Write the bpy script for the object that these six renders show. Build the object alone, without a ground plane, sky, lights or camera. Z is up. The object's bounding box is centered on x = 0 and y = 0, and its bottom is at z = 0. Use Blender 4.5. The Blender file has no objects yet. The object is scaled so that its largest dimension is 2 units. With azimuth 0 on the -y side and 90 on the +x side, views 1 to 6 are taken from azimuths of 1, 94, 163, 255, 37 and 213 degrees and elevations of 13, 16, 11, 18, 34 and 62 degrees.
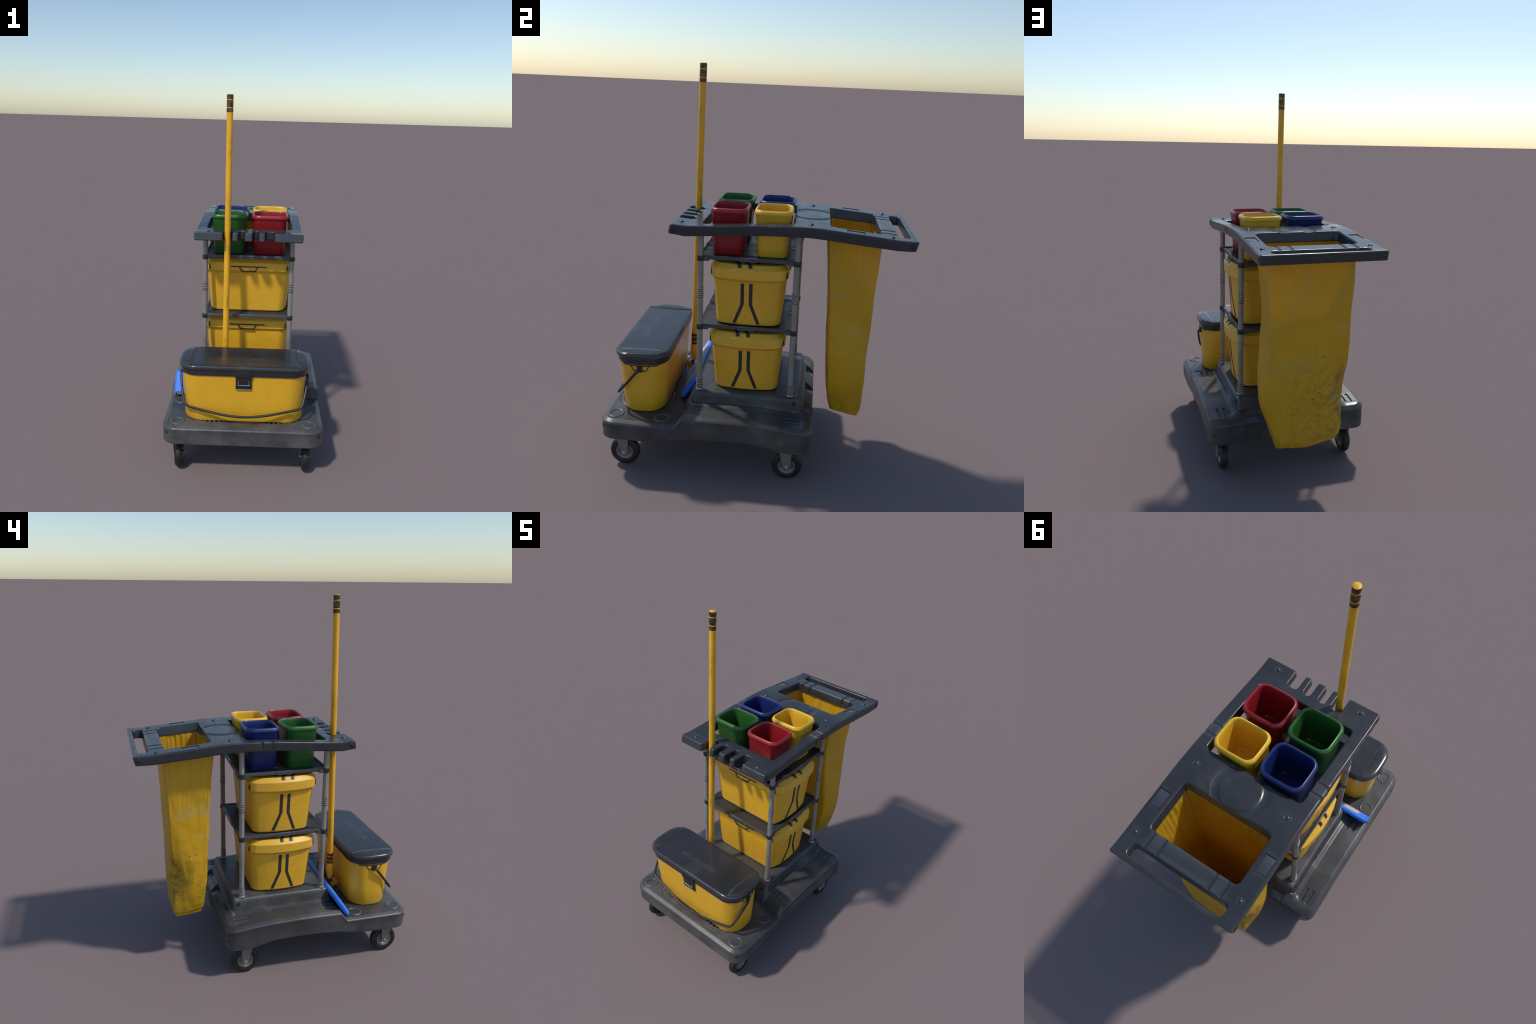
import bpy, bmesh, math, random
import numpy as np
from mathutils import Vector, Matrix, noise

random.seed(7)
COL = bpy.context.scene.collection

# ------------------------------------------------------------------ materials
def nodes_of(m):
    m.use_nodes = True
    nt = m.node_tree
    return nt, nt.nodes, nt.links, nt.nodes["Principled BSDF"]


def mixc(nt, fac, a, b, blend="MIX"):
    n = nt.nodes.new("ShaderNodeMix")
    n.data_type = "RGBA"
    n.blend_type = blend
    for sock, v in ((n.inputs[0], fac), (n.inputs[6], a), (n.inputs[7], b)):
        if hasattr(v, "is_output"):
            nt.links.new(v, sock)
        elif isinstance(v, (int, float)):
            sock.default_value = v
        else:
            sock.default_value = (*v, 1.0)
    return n.outputs[2]


def noise_fac(nt, coord, scale, lo, hi, detail=4.0, stretch=(1, 1, 1), rough=0.55, offset=(0, 0, 0)):
    mp = nt.nodes.new("ShaderNodeMapping")
    mp.inputs["Scale"].default_value = stretch
    mp.inputs["Location"].default_value = offset
    nt.links.new(coord, mp.inputs["Vector"])
    n = nt.nodes.new("ShaderNodeTexNoise")
    n.inputs["Scale"].default_value = scale
    n.inputs["Detail"].default_value = detail
    n.inputs["Roughness"].default_value = rough
    nt.links.new(mp.outputs[0], n.inputs["Vector"])
    r = nt.nodes.new("ShaderNodeMapRange")
    r.inputs["From Min"].default_value = lo
    r.inputs["From Max"].default_value = hi
    nt.links.new(n.outputs["Fac"], r.inputs["Value"])
    return r.outputs[0]


def math_node(nt, op, a, b=0.0):
    n = nt.nodes.new("ShaderNodeMath")
    n.operation = op
    for i, v in enumerate((a, b)):
        if hasattr(v, "is_output"):
            nt.links.new(v, n.inputs[i])
        else:
            n.inputs[i].default_value = v
    return n.outputs[0]


def ball_mask(nt, coord, centre, radii):
    """1 at the centre of an ellipsoid, fading to 0 at its surface."""
    mp = nt.nodes.new("ShaderNodeMapping")
    mp.vector_type = "TEXTURE"
    mp.inputs["Location"].default_value = centre
    mp.inputs["Scale"].default_value = radii
    nt.links.new(coord, mp.inputs["Vector"])
    ln = nt.nodes.new("ShaderNodeVectorMath")
    ln.operation = "LENGTH"
    nt.links.new(mp.outputs[0], ln.inputs[0])
    r = nt.nodes.new("ShaderNodeMapRange")
    r.inputs["From Min"].default_value = 1.0
    r.inputs["From Max"].default_value = 0.0
    nt.links.new(ln.outputs["Value"], r.inputs["Value"])
    return r.outputs[0]


def material(name, base, rough=0.45, metal=0.0, var=0.10, vscale=9.0, stretch=(1, 1, 1), dirt=(), edge=None,
             bump=0.0, bscale=60.0, spec=0.5, coat=0.0):
    """Plastic or metal with tone variation, dirt layers (colour, amount, scale, lo, hi) and paler edges."""
    m = bpy.data.materials.new(name)
    nt, nn, ln, bsdf = nodes_of(m)
    tc = nn.new("ShaderNodeTexCoord").outputs["Object"]
    lo = tuple(c * (1 - var) for c in base)
    hi = tuple(min(1, c * (1 + var)) for c in base)
    col = mixc(nt, noise_fac(nt, tc, vscale, 0.3, 0.7, stretch=stretch), lo, hi)
    rgh = None
    for (dc, amt, sc, a, b) in dirt:
        f = math_node(nt, "MULTIPLY", noise_fac(nt, tc, sc, a, b, detail=8, rough=0.62, stretch=stretch, offset=(sc, 1.3, 0.7)), amt)
        col = mixc(nt, f, col, dc)
        rgh = f
    if edge:
        g = nn.new("ShaderNodeNewGeometry")
        r = nn.new("ShaderNodeMapRange")
        r.inputs["From Min"].default_value = 0.515
        r.inputs["From Max"].default_value = 0.60
        ln.new(g.outputs["Pointiness"], r.inputs["Value"])
        col = mixc(nt, r.outputs[0], col, edge)
    ln.new(col, bsdf.inputs["Base Color"])
    rr = nn.new("ShaderNodeMapRange")
    rr.inputs["To Min"].default_value = max(0.05, rough - 0.06)
    rr.inputs["To Max"].default_value = rough + 0.10
    ln.new(noise_fac(nt, tc, 14.0, 0.25, 0.75), rr.inputs["Value"])
    ln.new(rr.outputs[0], bsdf.inputs["Roughness"])
    bsdf.inputs["Metallic"].default_value = metal
    bsdf.inputs["Specular IOR Level"].default_value = spec
    bsdf.inputs["Coat Weight"].default_value = coat
    if bump:
        bp = nn.new("ShaderNodeBump")
        bp.inputs["Strength"].default_value = bump
        bp.inputs["Distance"].default_value = 0.001
        ln.new(noise_fac(nt, tc, bscale, 0.2, 0.8), bp.inputs["Height"])
        ln.new(bp.outputs[0], bsdf.inputs["Normal"])
    return m


YEL = (0.77, 0.415, 0.024)
M = {}
M["tray"] = material("tray_plastic", (0.029, 0.032, 0.036), 0.25, edge=(0.075, 0.08, 0.088),
                     dirt=[((0.075, 0.077, 0.08), 0.35, 6, 0.52, 0.75)])
M["deck"] = material("deck_plastic", (0.046, 0.046, 0.047), 0.34, edge=(0.10, 0.102, 0.105),
                     dirt=[((0.14, 0.137, 0.132), 0.7, 4.2, 0.44, 0.70), ((0.020, 0.020, 0.021), 0.45, 9, 0.5, 0.75)])
M["shelf"] = material("shelf_plastic", (0.034, 0.034, 0.036), 0.45, edge=(0.07, 0.07, 0.075),
                      dirt=[((0.08, 0.08, 0.08), 0.3, 5, 0.5, 0.75)])
M["collar"] = material("collar_plastic", (0.022, 0.023, 0.026), 0.45)
M["panel"] = material("glossy_panel", (0.10, 0.115, 0.14), 0.25)
M["dark"] = material("dark_plastic", (0.016, 0.014, 0.016), 0.45)
M["ink"] = material("dark_marking", (0.028, 0.024, 0.027), 0.55)
M["post"] = material("brushed_pole_metal", (0.28, 0.268, 0.245), 0.42, metal=0.25, var=0.2, vscale=16, stretch=(1, 1, 0.3),
                     dirt=[((0.16, 0.14, 0.11), 0.55, 22, 0.52, 0.7)])
M["rib"] = material("ribbed_metal", (0.40, 0.40, 0.40), 0.3, metal=0.5, dirt=[((0.12, 0.09, 0.05), 0.5, 40, 0.45, 0.7)])
M["steel"] = material("caster_steel", (0.23, 0.20, 0.19), 0.4, metal=0.35)
M["zinc"] = material("zinc_plate", (0.42, 0.45, 0.52), 0.3, metal=0.7)
M["rubber"] = material("tyre_rubber", (0.012, 0.012, 0.013), 0.5, dirt=[((0.03, 0.029, 0.028), 0.5, 20, 0.5, 0.7)])
M["box"] = material("bin_plastic", YEL, 0.42, var=0.05, edge=(0.82, 0.52, 0.08), spec=0.5,
                    dirt=[((0.56, 0.33, 0.03), 0.7, 24, 0.56, 0.72), ((0.34, 0.25, 0.04), 0.55, 62, 0.61, 0.72)])
M["pail"] = material("pail_plastic", (0.75, 0.405, 0.022), 0.30, var=0.04, stretch=(1, 1, 0.5),
                     dirt=[((0.60, 0.35, 0.02), 0.45, 22, 0.5, 0.72), ((0.36, 0.25, 0.03), 0.38, 75, 0.6, 0.72)])
M["lid"] = material("lid_plastic", (0.028, 0.029, 0.032), 0.20, edge=(0.07, 0.075, 0.08),
                    dirt=[((0.055, 0.050, 0.048), 0.4, 3.5, 0.55, 0.68)])
def patch_lid(m):
    """A brownish three-armed patch in the middle of the lid."""
    nt, nn, ln, bsdf = nodes_of(m)
    tc = nn.new("ShaderNodeTexCoord").outputs["Object"]
    col = bsdf.inputs["Base Color"].links[0].from_socket
    gr = noise_fac(nt, tc, 16, 0.35, 0.62, detail=6)
    for c, r in (((0, -0.10, 0.33), (0.050, 0.075, 0.2)), ((0.075, -0.035, 0.33), (0.075, 0.020, 0.2)), ((-0.075, -0.035, 0.33), (0.075, 0.020, 0.2))):
        f = math_node(nt, "MULTIPLY", math_node(nt, "MINIMUM", math_node(nt, "MULTIPLY", ball_mask(nt, tc, c, r), 3.0), 1.0), gr)
        col = mixc(nt, math_node(nt, "MULTIPLY", f, 0.6), col, (0.075, 0.065, 0.058))
    ln.new(col, bsdf.inputs["Base Color"])


patch_lid(M["lid"])
M["seam"] = material("seam_rust", (0.09, 0.055, 0.03), 0.5)
M["wire"] = material("handle_wire", (0.035, 0.035, 0.038), 0.3, metal=0.4)
M["pole"] = material("mop_pole_paint", (0.84, 0.42, 0.020), 0.38, var=0.12, vscale=18, stretch=(1, 1, 0.25),
                     dirt=[((0.30, 0.18, 0.02), 0.7, 34, 0.57, 0.68)])
M["band"] = material("blackened_band", (0.055, 0.046, 0.038), 0.30, metal=0.5, dirt=[((0.30, 0.16, 0.025), 0.8, 70, 0.48, 0.64)])
M["orange"] = material("orange_joint", (0.50, 0.24, 0.022), 0.45)
M["blue_mop"] = material("blue_mop_plastic", (0.035, 0.20, 0.86), 0.45, var=0.08)
M["plate"] = material("pale_plate", (0.55, 0.55, 0.54), 0.25)


def cup_material(name, c):
    return material(name, c, 0.33, var=0.05, dirt=[(tuple(x * 0.7 for x in c), 0.4, 14, 0.5, 0.75)], spec=0.5)


CUPS = [("red", (0.29, 0.014, 0.018), (0.1165, -0.1455)), ("green", (0.025, 0.115, 0.020), (-0.1165, -0.1455)),
        ("yellow", (0.78, 0.46, 0.03), (0.1165, 0.0665)), ("blue", (0.012, 0.024, 0.125), (-0.1165, 0.0665))]


def bag_material():
    m = bpy.data.materials.new("bag_vinyl")
    nt, nn, ln, bsdf = nodes_of(m)
    tc = nn.new("ShaderNodeTexCoord").outputs["Object"]
    col = mixc(nt, noise_fac(nt, tc, 7, 0.3, 0.7), (0.73, 0.43, 0.016), (0.82, 0.485, 0.018))
    # pale scuffed bands and streaks in the upper half
    up = ball_mask(nt, tc, (0, 0.46, 1.16), (0.9, 0.9, 0.36))
    st = noise_fac(nt, tc, 34, 0.42, 0.68, stretch=(1, 1, 0.12))
    col = mixc(nt, math_node(nt, "MULTIPLY", math_node(nt, "MULTIPLY", up, st), 0.9), col, (0.66, 0.45, 0.07))
    wv = noise_fac(nt, tc, 4.5, 0.53, 0.60, detail=2, stretch=(1, 1, 2.2), offset=(2, 0, 3))
    mid = ball_mask(nt, tc, (0, 0.46, 0.86), (0.9, 0.9, 0.26))
    col = mixc(nt, math_node(nt, "MULTIPLY", math_node(nt, "MULTIPLY", wv, mid), 0.8), col, (0.70, 0.50, 0.11))
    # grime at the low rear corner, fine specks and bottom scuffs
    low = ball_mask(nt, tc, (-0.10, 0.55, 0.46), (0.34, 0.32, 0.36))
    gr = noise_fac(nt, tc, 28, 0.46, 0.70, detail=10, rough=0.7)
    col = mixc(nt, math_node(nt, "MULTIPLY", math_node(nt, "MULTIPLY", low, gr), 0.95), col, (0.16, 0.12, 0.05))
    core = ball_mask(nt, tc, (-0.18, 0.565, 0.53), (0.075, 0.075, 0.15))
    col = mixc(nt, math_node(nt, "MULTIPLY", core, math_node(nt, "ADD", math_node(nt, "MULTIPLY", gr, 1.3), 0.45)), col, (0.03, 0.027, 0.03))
    vo = nn.new("ShaderNodeTexVoronoi")
    vo.inputs["Scale"].default_value = 42
    ln.new(tc, vo.inputs["Vector"])
    dot = nn.new("ShaderNodeMapRange")
    dot.inputs["From Min"].default_value = 0.22
    dot.inputs["From Max"].default_value = 0.14
    ln.new(vo.outputs["Distance"], dot.inputs["Value"])
    sep = nn.new("ShaderNodeSeparateColor")
    ln.new(vo.outputs["Color"], sep.inputs[0])
    few = math_node(nt, "GREATER_THAN", sep.outputs[0], 0.68)
    lowd = ball_mask(nt, tc, (-0.10, 0.5, 0.52), (0.26, 0.3, 0.34))
    lowd = math_node(nt, "MULTIPLY", lowd, 2.2)
    f = math_node(nt, "MULTIPLY", math_node(nt, "MULTIPLY", dot.outputs[0], few), math_node(nt, "MINIMUM", lowd, 0.85))
    col = mixc(nt, f, col, (0.09, 0.085, 0.06))
    bot = ball_mask(nt, tc, (0, 0.48, 0.25), (0.6, 0.6, 0.17))
    sc = noise_fac(nt, tc, 40, 0.5, 0.68, stretch=(1, 1, 0.25))
    col = mixc(nt, math_node(nt, "MULTIPLY", math_node(nt, "MULTIPLY", bot, sc), 0.7), col, (0.34, 0.24, 0.035))
    ln.new(col, bsdf.inputs["Base Color"])
    bsdf.inputs["Roughness"].default_value = 0.42
    bp = nn.new("ShaderNodeBump")
    bp.inputs["Strength"].default_value = 0.35
    bp.inputs["Distance"].default_value = 0.004
    h = math_node(nt, "ADD", noise_fac(nt, tc, 26, 0.25, 0.75, stretch=(1, 1, 0.14)), noise_fac(nt, tc, 16, 0.3, 0.7))
    ln.new(h, bp.inputs["Height"])
    ln.new(bp.outputs[0], bsdf.inputs["Normal"])
    out = nn["Material Output"]
    tr = nn.new("ShaderNodeBsdfTranslucent")
    ln.new(col, tr.inputs["Color"])
    mx = nn.new("ShaderNodeMixShader")
    mx.inputs[0].default_value = 0.30
    ln.new(bsdf.outputs[0], mx.inputs[1])
    ln.new(tr.outputs[0], mx.inputs[2])
    ln.new(mx.outputs[0], out.inputs["Surface"])
    return m


M["bag"] = bag_material()


def pad_material():
    """Blue ribbed pad on the mop plate, pale in the middle of its length."""
    m = bpy.data.materials.new("mop_pad")
    nt, nn, ln, bsdf = nodes_of(m)
    tc = nn.new("ShaderNodeTexCoord").outputs["Object"]
    sep = nn.new("ShaderNodeSeparateXYZ")
    ln.new(tc, sep.inputs[0])
    ax = math_node(nt, "ABSOLUTE", sep.outputs[0])
    r = nn.new("ShaderNodeMapRange")
    r.inputs["From Min"].default_value = 0.215
    r.inputs["From Max"].default_value = 0.235
    ln.new(ax, r.inputs["Value"])
    rib = noise_fac(nt, tc, 120, 0.4, 0.65, stretch=(0.12, 1, 1))
    blue = mixc(nt, rib, (0.045, 0.20, 0.82), (0.12, 0.32, 0.95))
    ln.new(mixc(nt, r.outputs[0], (0.55, 0.55, 0.55), blue), bsdf.inputs["Base Color"])
    bsdf.inputs["Roughness"].default_value = 0.45
    return m


M["pad"] = pad_material()

# ------------------------------------------------------------------ builders
def empty(name, loc, label, category):
    e = bpy.data.objects.new(name, None)
    e.empty_display_size = 0.05
    e.location = loc
    COL.objects.link(e)
    e["label"] = label
    e["category"] = category
    return e


def finish(me, mat, angle=38):
    me.materials.append(mat)
    me.polygons.foreach_set("use_smooth", [True] * len(me.polygons))
    me.set_sharp_from_angle(angle=math.radians(angle))
    me.update()
    return me


def mesh_from(name, verts, faces, mat, angle=38, recalc=True):
    me = bpy.data.meshes.new(name)
    me.from_pydata([tuple(v) for v in verts], [], faces)
    if recalc:
        bm = bmesh.new()
        bm.from_mesh(me)
        bmesh.ops.recalc_face_normals(bm, faces=bm.faces)
        bm.to_mesh(me)
        bm.free()
    return finish(me, mat, angle)


def bm_mesh(name, bm, mat, angle=38):
    bmesh.ops.recalc_face_normals(bm, faces=bm.faces)
    me = bpy.data.meshes.new(name)
    bm.to_mesh(me)
    bm.free()
    return finish(me, mat, angle)


def put(name, me, parent, loc=(0, 0, 0), rot=(0, 0, 0), scale=(1, 1, 1)):
    o = bpy.data.objects.new(name, me)
    o.parent = parent
    o.location = loc
    o.rotation_euler = rot
    o.scale = scale
    COL.objects.link(o)
    return o


def rrect(hx, hy, r, n=6, bx=0.0, by=0.0, seg=8):
    """Rounded rectangle loop with straight sides split, sides bulged by bx, by in the middle."""
    r = min(r, hx * 0.999, hy * 0.999)
    pts = []
    cs = [(hx - r, hy - r, 0), (-hx + r, hy - r, 90), (-hx + r, -hy + r, 180), (hx - r, -hy + r, 270)]
    for i, (cx, cy, a0) in enumerate(cs):
        for k in range(n + 1):
            a = math.radians(a0 + 90 * k / n)
            pts.append((cx + r * math.cos(a), cy + r * math.sin(a)))
        x0, y0 = pts[-1]
        nx, ny, na = cs[(i + 1) % 4]
        a = math.radians(na)
        x1, y1 = nx + r * math.cos(a), ny + r * math.sin(a)
        for k in range(1, seg):
            t = k / seg
            pts.append((x0 + (x1 - x0) * t, y0 + (y1 - y0) * t))
    out = []
    for x, y in pts:
        out.append((x + math.copysign(bx, x) * (1 - (y / hy) ** 2) * min(1, abs(x) / (hx * 0.8)),
                    y + math.copysign(by, y) * (1 - (x / hx) ** 2) * min(1, abs(y) / (hy * 0.8))))
    return out


def loft(loops, cap0=True, cap1=True):
    n = len(loops[0])
    verts = [p for lp in loops for p in lp]
    faces = []
    for i in range(len(loops) - 1):
        for k in range(n):
            a, b = i * n + k, i * n + (k + 1) % n
            faces.append((a, b, b + n, a + n))
    if cap0:
        faces.append(tuple(range(n - 1, -1, -1)))
    if cap1:
        o = (len(loops) - 1) * n
        faces.append(tuple(range(o, o + n)))
    return verts, faces


def lathe(profile, n=32, closed=False):
    """Turn (radius, z) points round z."""
    loops = [[(r * math.cos(2 * math.pi * k / n), r * math.sin(2 * math.pi * k / n), z) for k in range(n)] for r, z in profile]
    if closed:
        loops.append(loops[0])
        return loft(loops, False, False)
    return loft(loops)


def bevel_box(name, sx, sy, sz, mat, bevel=0.003, seg=2):
    bm = bmesh.new()
    bmesh.ops.create_cube(bm, size=1.0, matrix=Matrix.Diagonal((sx, sy, sz, 1)))
    if bevel:
        bmesh.ops.bevel(bm, geom=bm.edges[:], offset=bevel, segments=seg, affect="EDGES", profile=0.6)
    return bm_mesh(name, bm, mat, 50)


def tube(name, path, r, mat, n=10, closed=False, angle=50):
    """Round tube along a list of points; r a number or a list."""
    pts = [Vector(p) for p in path]
    loops = []
    up = None
    for i, p in enumerate(pts):
        t = (pts[min(i + 1, len(pts) - 1)] - pts[max(i - 1, 0)]).normalized()
        if up is None:
            up = Vector((0, 0, 1)) if abs(t.z) < 0.9 else Vector((0, 1, 0))
        s = t.cross(up).normalized()
        up = s.cross(t).normalized()
        rr = r[i] if isinstance(r, (list, tuple)) else r
        loops.append([tuple(p + rr * (math.cos(2 * math.pi * k / n) * s + math.sin(2 * math.pi * k / n) * up)) for k in range(n)])
    v, f = loft(loops)
    return mesh_from(name, v, f, mat, angle)


def smooth_path(ctrl, n=8):
    """Catmull-Rom through control points."""
    c = [Vector(p) for p in ctrl]
    out = []
    for i in range(len(c) - 1):
        p0, p1, p2, p3 = c[max(i - 1, 0)], c[i], c[i + 1], c[min(i + 2, len(c) - 1)]
        for k in range(n):
            t = k / n
            out.append(0.5 * ((2 * p1) + (p2 - p0) * t + (2 * p0 - 5 * p1 + 4 * p2 - p3) * t * t + (3 * p1 - p0 - 3 * p2 + p3) * t ** 3))
    out.append(c[-1])
    return out


def sstep(a, b, x):
    t = np.clip((x - a) / (b - a), 0, 1)
    return t * t * (3 - 2 * t)


# ------------------------------------------------------------------ cart
cart = empty("janitor_cart", (0, 0, 0), "grey janitor cart with shelves, tray, yellow bag and casters", "cleaning cart")

# --- deck: a moulded slab described by a top height rule and an arched underside
DW, DY0, DY1, RF, RB = 0.430, -0.742, 0.314, 0.078, 0.060
NOTCH = (-0.2025, 0.0025, 0.2025)


def deck_half_width(y):
    f = np.clip(DY0 + RF - y, 0, RF)
    b = np.clip(y - (DY1 - RB), 0, RB)
    return DW - RF + np.sqrt(RF ** 2 - f ** 2) - RB + np.sqrt(np.maximum(RB ** 2 - b ** 2, 0))


def deck_inset(x, y):
    """Distance inwards from the deck outline."""
    x = np.abs(x)
    d = np.minimum(DW - x, np.minimum(y - DY0, DY1 - y))
    for cy, r, front in ((DY0 + RF, RF, True), (DY1 - RB, RB, False)):
        cx = DW - r
        m = (x > cx) & ((y < cy) if front else (y > cy))
        d = np.where(m, r - np.hypot(x - cx, y - cy), d)
    return np.maximum(d, 0)


def front_ramp(x, y):
    """0 on the low front deck, 1 on the raised rear part; the riser slants."""
    y0 = -0.349 - 0.017 * sstep(0.29, 0.42, np.abs(x))
    return np.clip((y - y0) / 0.039, 0, 1)


def rear_floor(x, y):
    side = np.interp(y, [-0.33, -0.22, -0.09, 0.06, 0.16, 0.25, 0.27, 0.295, 0.32], [0.337, 0.340, 0.341, 0.337, 0.329, 0.319, 0.3175, 0.3105, 0.301])
    back = np.interp(y, [0.20, 0.247, 0.27, 0.295, 0.32], [0.338, 0.337, 0.332, 0.317, 0.302])
    mid = 1 - sstep(0.27, 0.33, np.abs(x))
    return side + (np.maximum(back, side) - side) * sstep(0.235, 0.26, y) * mid


def under_height(y):
    return np.interp(y, [-0.75, -0.52, -0.44, -0.33, -0.22, -0.08, 0.045, 0.10, 0.15, 0.22, 0.32],
                     [0.1855, 0.1865, 0.192, 0.211, 0.221, 0.224, 0.220, 0.209, 0.195, 0.186, 0.1855])


def rr_dist(x, y, cx, cy, hx, hy, r):
    qx, qy = np.abs(x - cx) - hx + r, np.abs(y - cy) - hy + r
    return np.minimum(np.maximum(qx, qy), 0) + np.hypot(np.maximum(qx, 0), np.maximum(qy, 0)) - r


def deck_top(x, y):
    d = deck_inset(x, y)
    s = front_ramp(x, y)
    z = 0.2866 * (1 - s) + rear_floor(x, y) * s
    # soft chamfer along the outer edge
    z = z - 0.012 * np.clip(1 - d / 0.024, 0, 1) - 0.004 * np.clip(1 - d / 0.006, 0, 1) ** 2
    # inner fillet of the side trays against the raised platform
    e = rr_dist(x, y, 0, -0.031, 0.272, 0.274, 0.012)
    z = z + 0.008 * s * (1 - sstep(0.012, 0.04, e))
    # raised platform carrying the posts
    e2 = np.clip(e, -0.012, None)
    plat = 0.4055 - np.where(e2 < 0, 0.007 * np.clip((e2 + 0.010) / 0.010, 0, 1), 0.007 + e2 * np.where(y < -0.30, 2.4, 5.0))
    z = np.maximum(z, plat)
    # grip slots in the side trays
    ax = np.abs(x)
    for sy, ln in ((-0.276, 0.038), (0.215, 0.040)):
        for sx in (0.333, 0.369):
            q = rr_dist(ax, y, sx, sy, 0.0075, ln, 0.004)
            z = z - 0.007 * (1 - sstep(-0.003, 0.001, q))
    # three notches in the rear lip
    for cx in NOTCH:
        q = rr_dist(x, y, cx, 0.315, 0.0425, 0.044, 0.006)
        z = np.where(q < 0, np.minimum(z, 0.312 - 0.62 * (y - 0.27)), z)
    # wheel shaped reliefs under the pail
    for cx in (-0.16, 0.16):
        r = np.hypot(x - cx, y + 0.560)
        th = np.arctan2(y + 0.560, x - cx)
        on = (y < -0.40)
        z = z - on * 0.0025 * (np.exp(-((r - 0.141) / 0.004) ** 2) + np.exp(-((r - 0.124) / 0.003) ** 2))
        teeth = sstep(0.1, 0.5, np.sin(th * 26)) * sstep(0.082, 0.086, r) * (1 - sstep(0.112, 0.116, r))
        z = z - on * 0.011 * teeth
    return z


def build_deck():
    st = 0.0025
    ys = np.linspace(DY0, DY1, int((DY1 - DY0) / st) + 1)
    # crowd rows at both ends so the round corners stay round
    extra = [DY0 + RF * (1 - math.cos(a)) for a in np.linspace(0.05, 0.6, 8)] + [DY1 - RB * (1 - math.cos(a)) for a in np.linspace(0.05, 0.6, 8)]
    ys = np.unique(np.concatenate([ys, extra]))
    ss = np.linspace(-1, 1, 345)
    S, Y = np.meshgrid(ss, ys)
    X = S * deck_half_width(ys)[:, None]
    Z = deck_top(X, Y)
    ny, nx = X.shape
    V = np.stack([X, Y, Z], -1).reshape(-1, 3).tolist()
    idx = np.arange(ny * nx).reshape(ny, nx)
    F = np.stack([idx[:-1, :-1], idx[:-1, 1:], idx[1:, 1:], idx[1:, :-1]], -1).reshape(-1, 4).tolist()
    ring = list(idx[0, :]) + list(idx[1:, -1]) + list(idx[-1, -2::-1]) + list(idx[-2:0:-1, 0])
    prev = [int(i) for i in ring]
    P = np.array([V[i] for i in prev])
    c = np.array([0.0, (DY0 + DY1) / 2])
    inward = np.stack([np.clip(P[:, 0], -DW + 0.12, DW - 0.12) - P[:, 0], np.clip(P[:, 1], DY0 + 0.12, DY1 - 0.12) - P[:, 1]], -1)
    inward /= np.maximum(np.linalg.norm(inward, axis=1, keepdims=True), 1e-6)
    notch = np.zeros(len(P))
    for cx in NOTCH:
        notch = np.maximum(notch, (np.abs(P[:, 0] - cx) < 0.0425) & (P[:, 1] > DY1 - 0.004))
    zb = under_height(P[:, 1])
    ztop = P[:, 2]
    levels = []
    for t in (0.03, 0.5, 0.97):
        levels.append((0.001 + 0.006 * notch, ztop + (zb + 0.006 - ztop) * t))
    for a in (30, 60, 90):
        a = math.radians(a)
        levels.append((0.001 + 0.006 * (1 - math.cos(a)) + 0.006 * notch, zb + 0.006 * (1 - math.sin(a))))
    levels.append((0.06 + 0 * notch, zb))
    levels.append((0.062 + 0 * notch, zb + 0.05))
    n = len(prev)
    for off, z in levels:
        off = np.broadcast_to(off, (n,))
        Q = P[:, :2] + inward * off[:, None]
        b = len(V)
        V += np.stack([Q[:, 0], Q[:, 1], z], -1).tolist()
        cur = list(range(b, b + n))
        F += [(prev[k], cur[k], cur[(k + 1) % n], prev[(k + 1) % n]) for k in range(n)]
        prev = cur
    F.append(tuple(prev))
    return mesh_from("deck", V, F, M["deck"], 40, recalc=False)


def fix_normals(me, up_face=0):
    return me


deck = put("deck", build_deck(), cart)
bm = bmesh.new()
bm.from_mesh(deck.data)
bmesh.ops.recalc_face_normals(bm, faces=bm.faces)
bm.to_mesh(deck.data)
bm.free()
deck.data.set_sharp_from_angle(angle=math.radians(50))

# moulded rings in the front corners
ring_me = mesh_from("corner_ring", *lathe([(0.0255, 0.0), (0.0262, 0.002), (0.0285, 0.0050), (0.031, 0.0058), (0.034, 0.0036), (0.0365, 0.001), (0.0372, -0.002), (0.0255, -0.002)], 48, True), M["deck"])
for x, y in ((0.351, -0.671), (-0.351, -0.671), (0.360, -0.434), (-0.360, -0.434)):
    put("corner_ring", ring_me, deck, (x, y, 0.2863), (0, 0, 0), (1.1, 1.1, 0.75))

notch_me = bevel_box("notch_sky_reflection", 0.083, 0.038, 0.003, M["panel"], 0.001)  # pale bluish slab modelled for the sky reflecting off each notch floor
for cx in NOTCH:
    put("notch_sky_reflection", notch_me, deck, (cx, 0.2915, 0.2990), (-0.555, 0, 0))

# screw holes in platform and skirt
hole_me = mesh_from("screw_recess", *lathe([(0.0001, 0.0006), (0.0055, 0.0016), (0.0075, 0.0004), (0.0085, 0.0016), (0.0105, 0.0012), (0.0115, -0.002), (0.0001, -0.002)], 24), M["dark"])


def screw(parent, loc, rot, s=1.0):
    put("screw_recess", hole_me, parent, loc, rot, (s, s, s))


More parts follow.
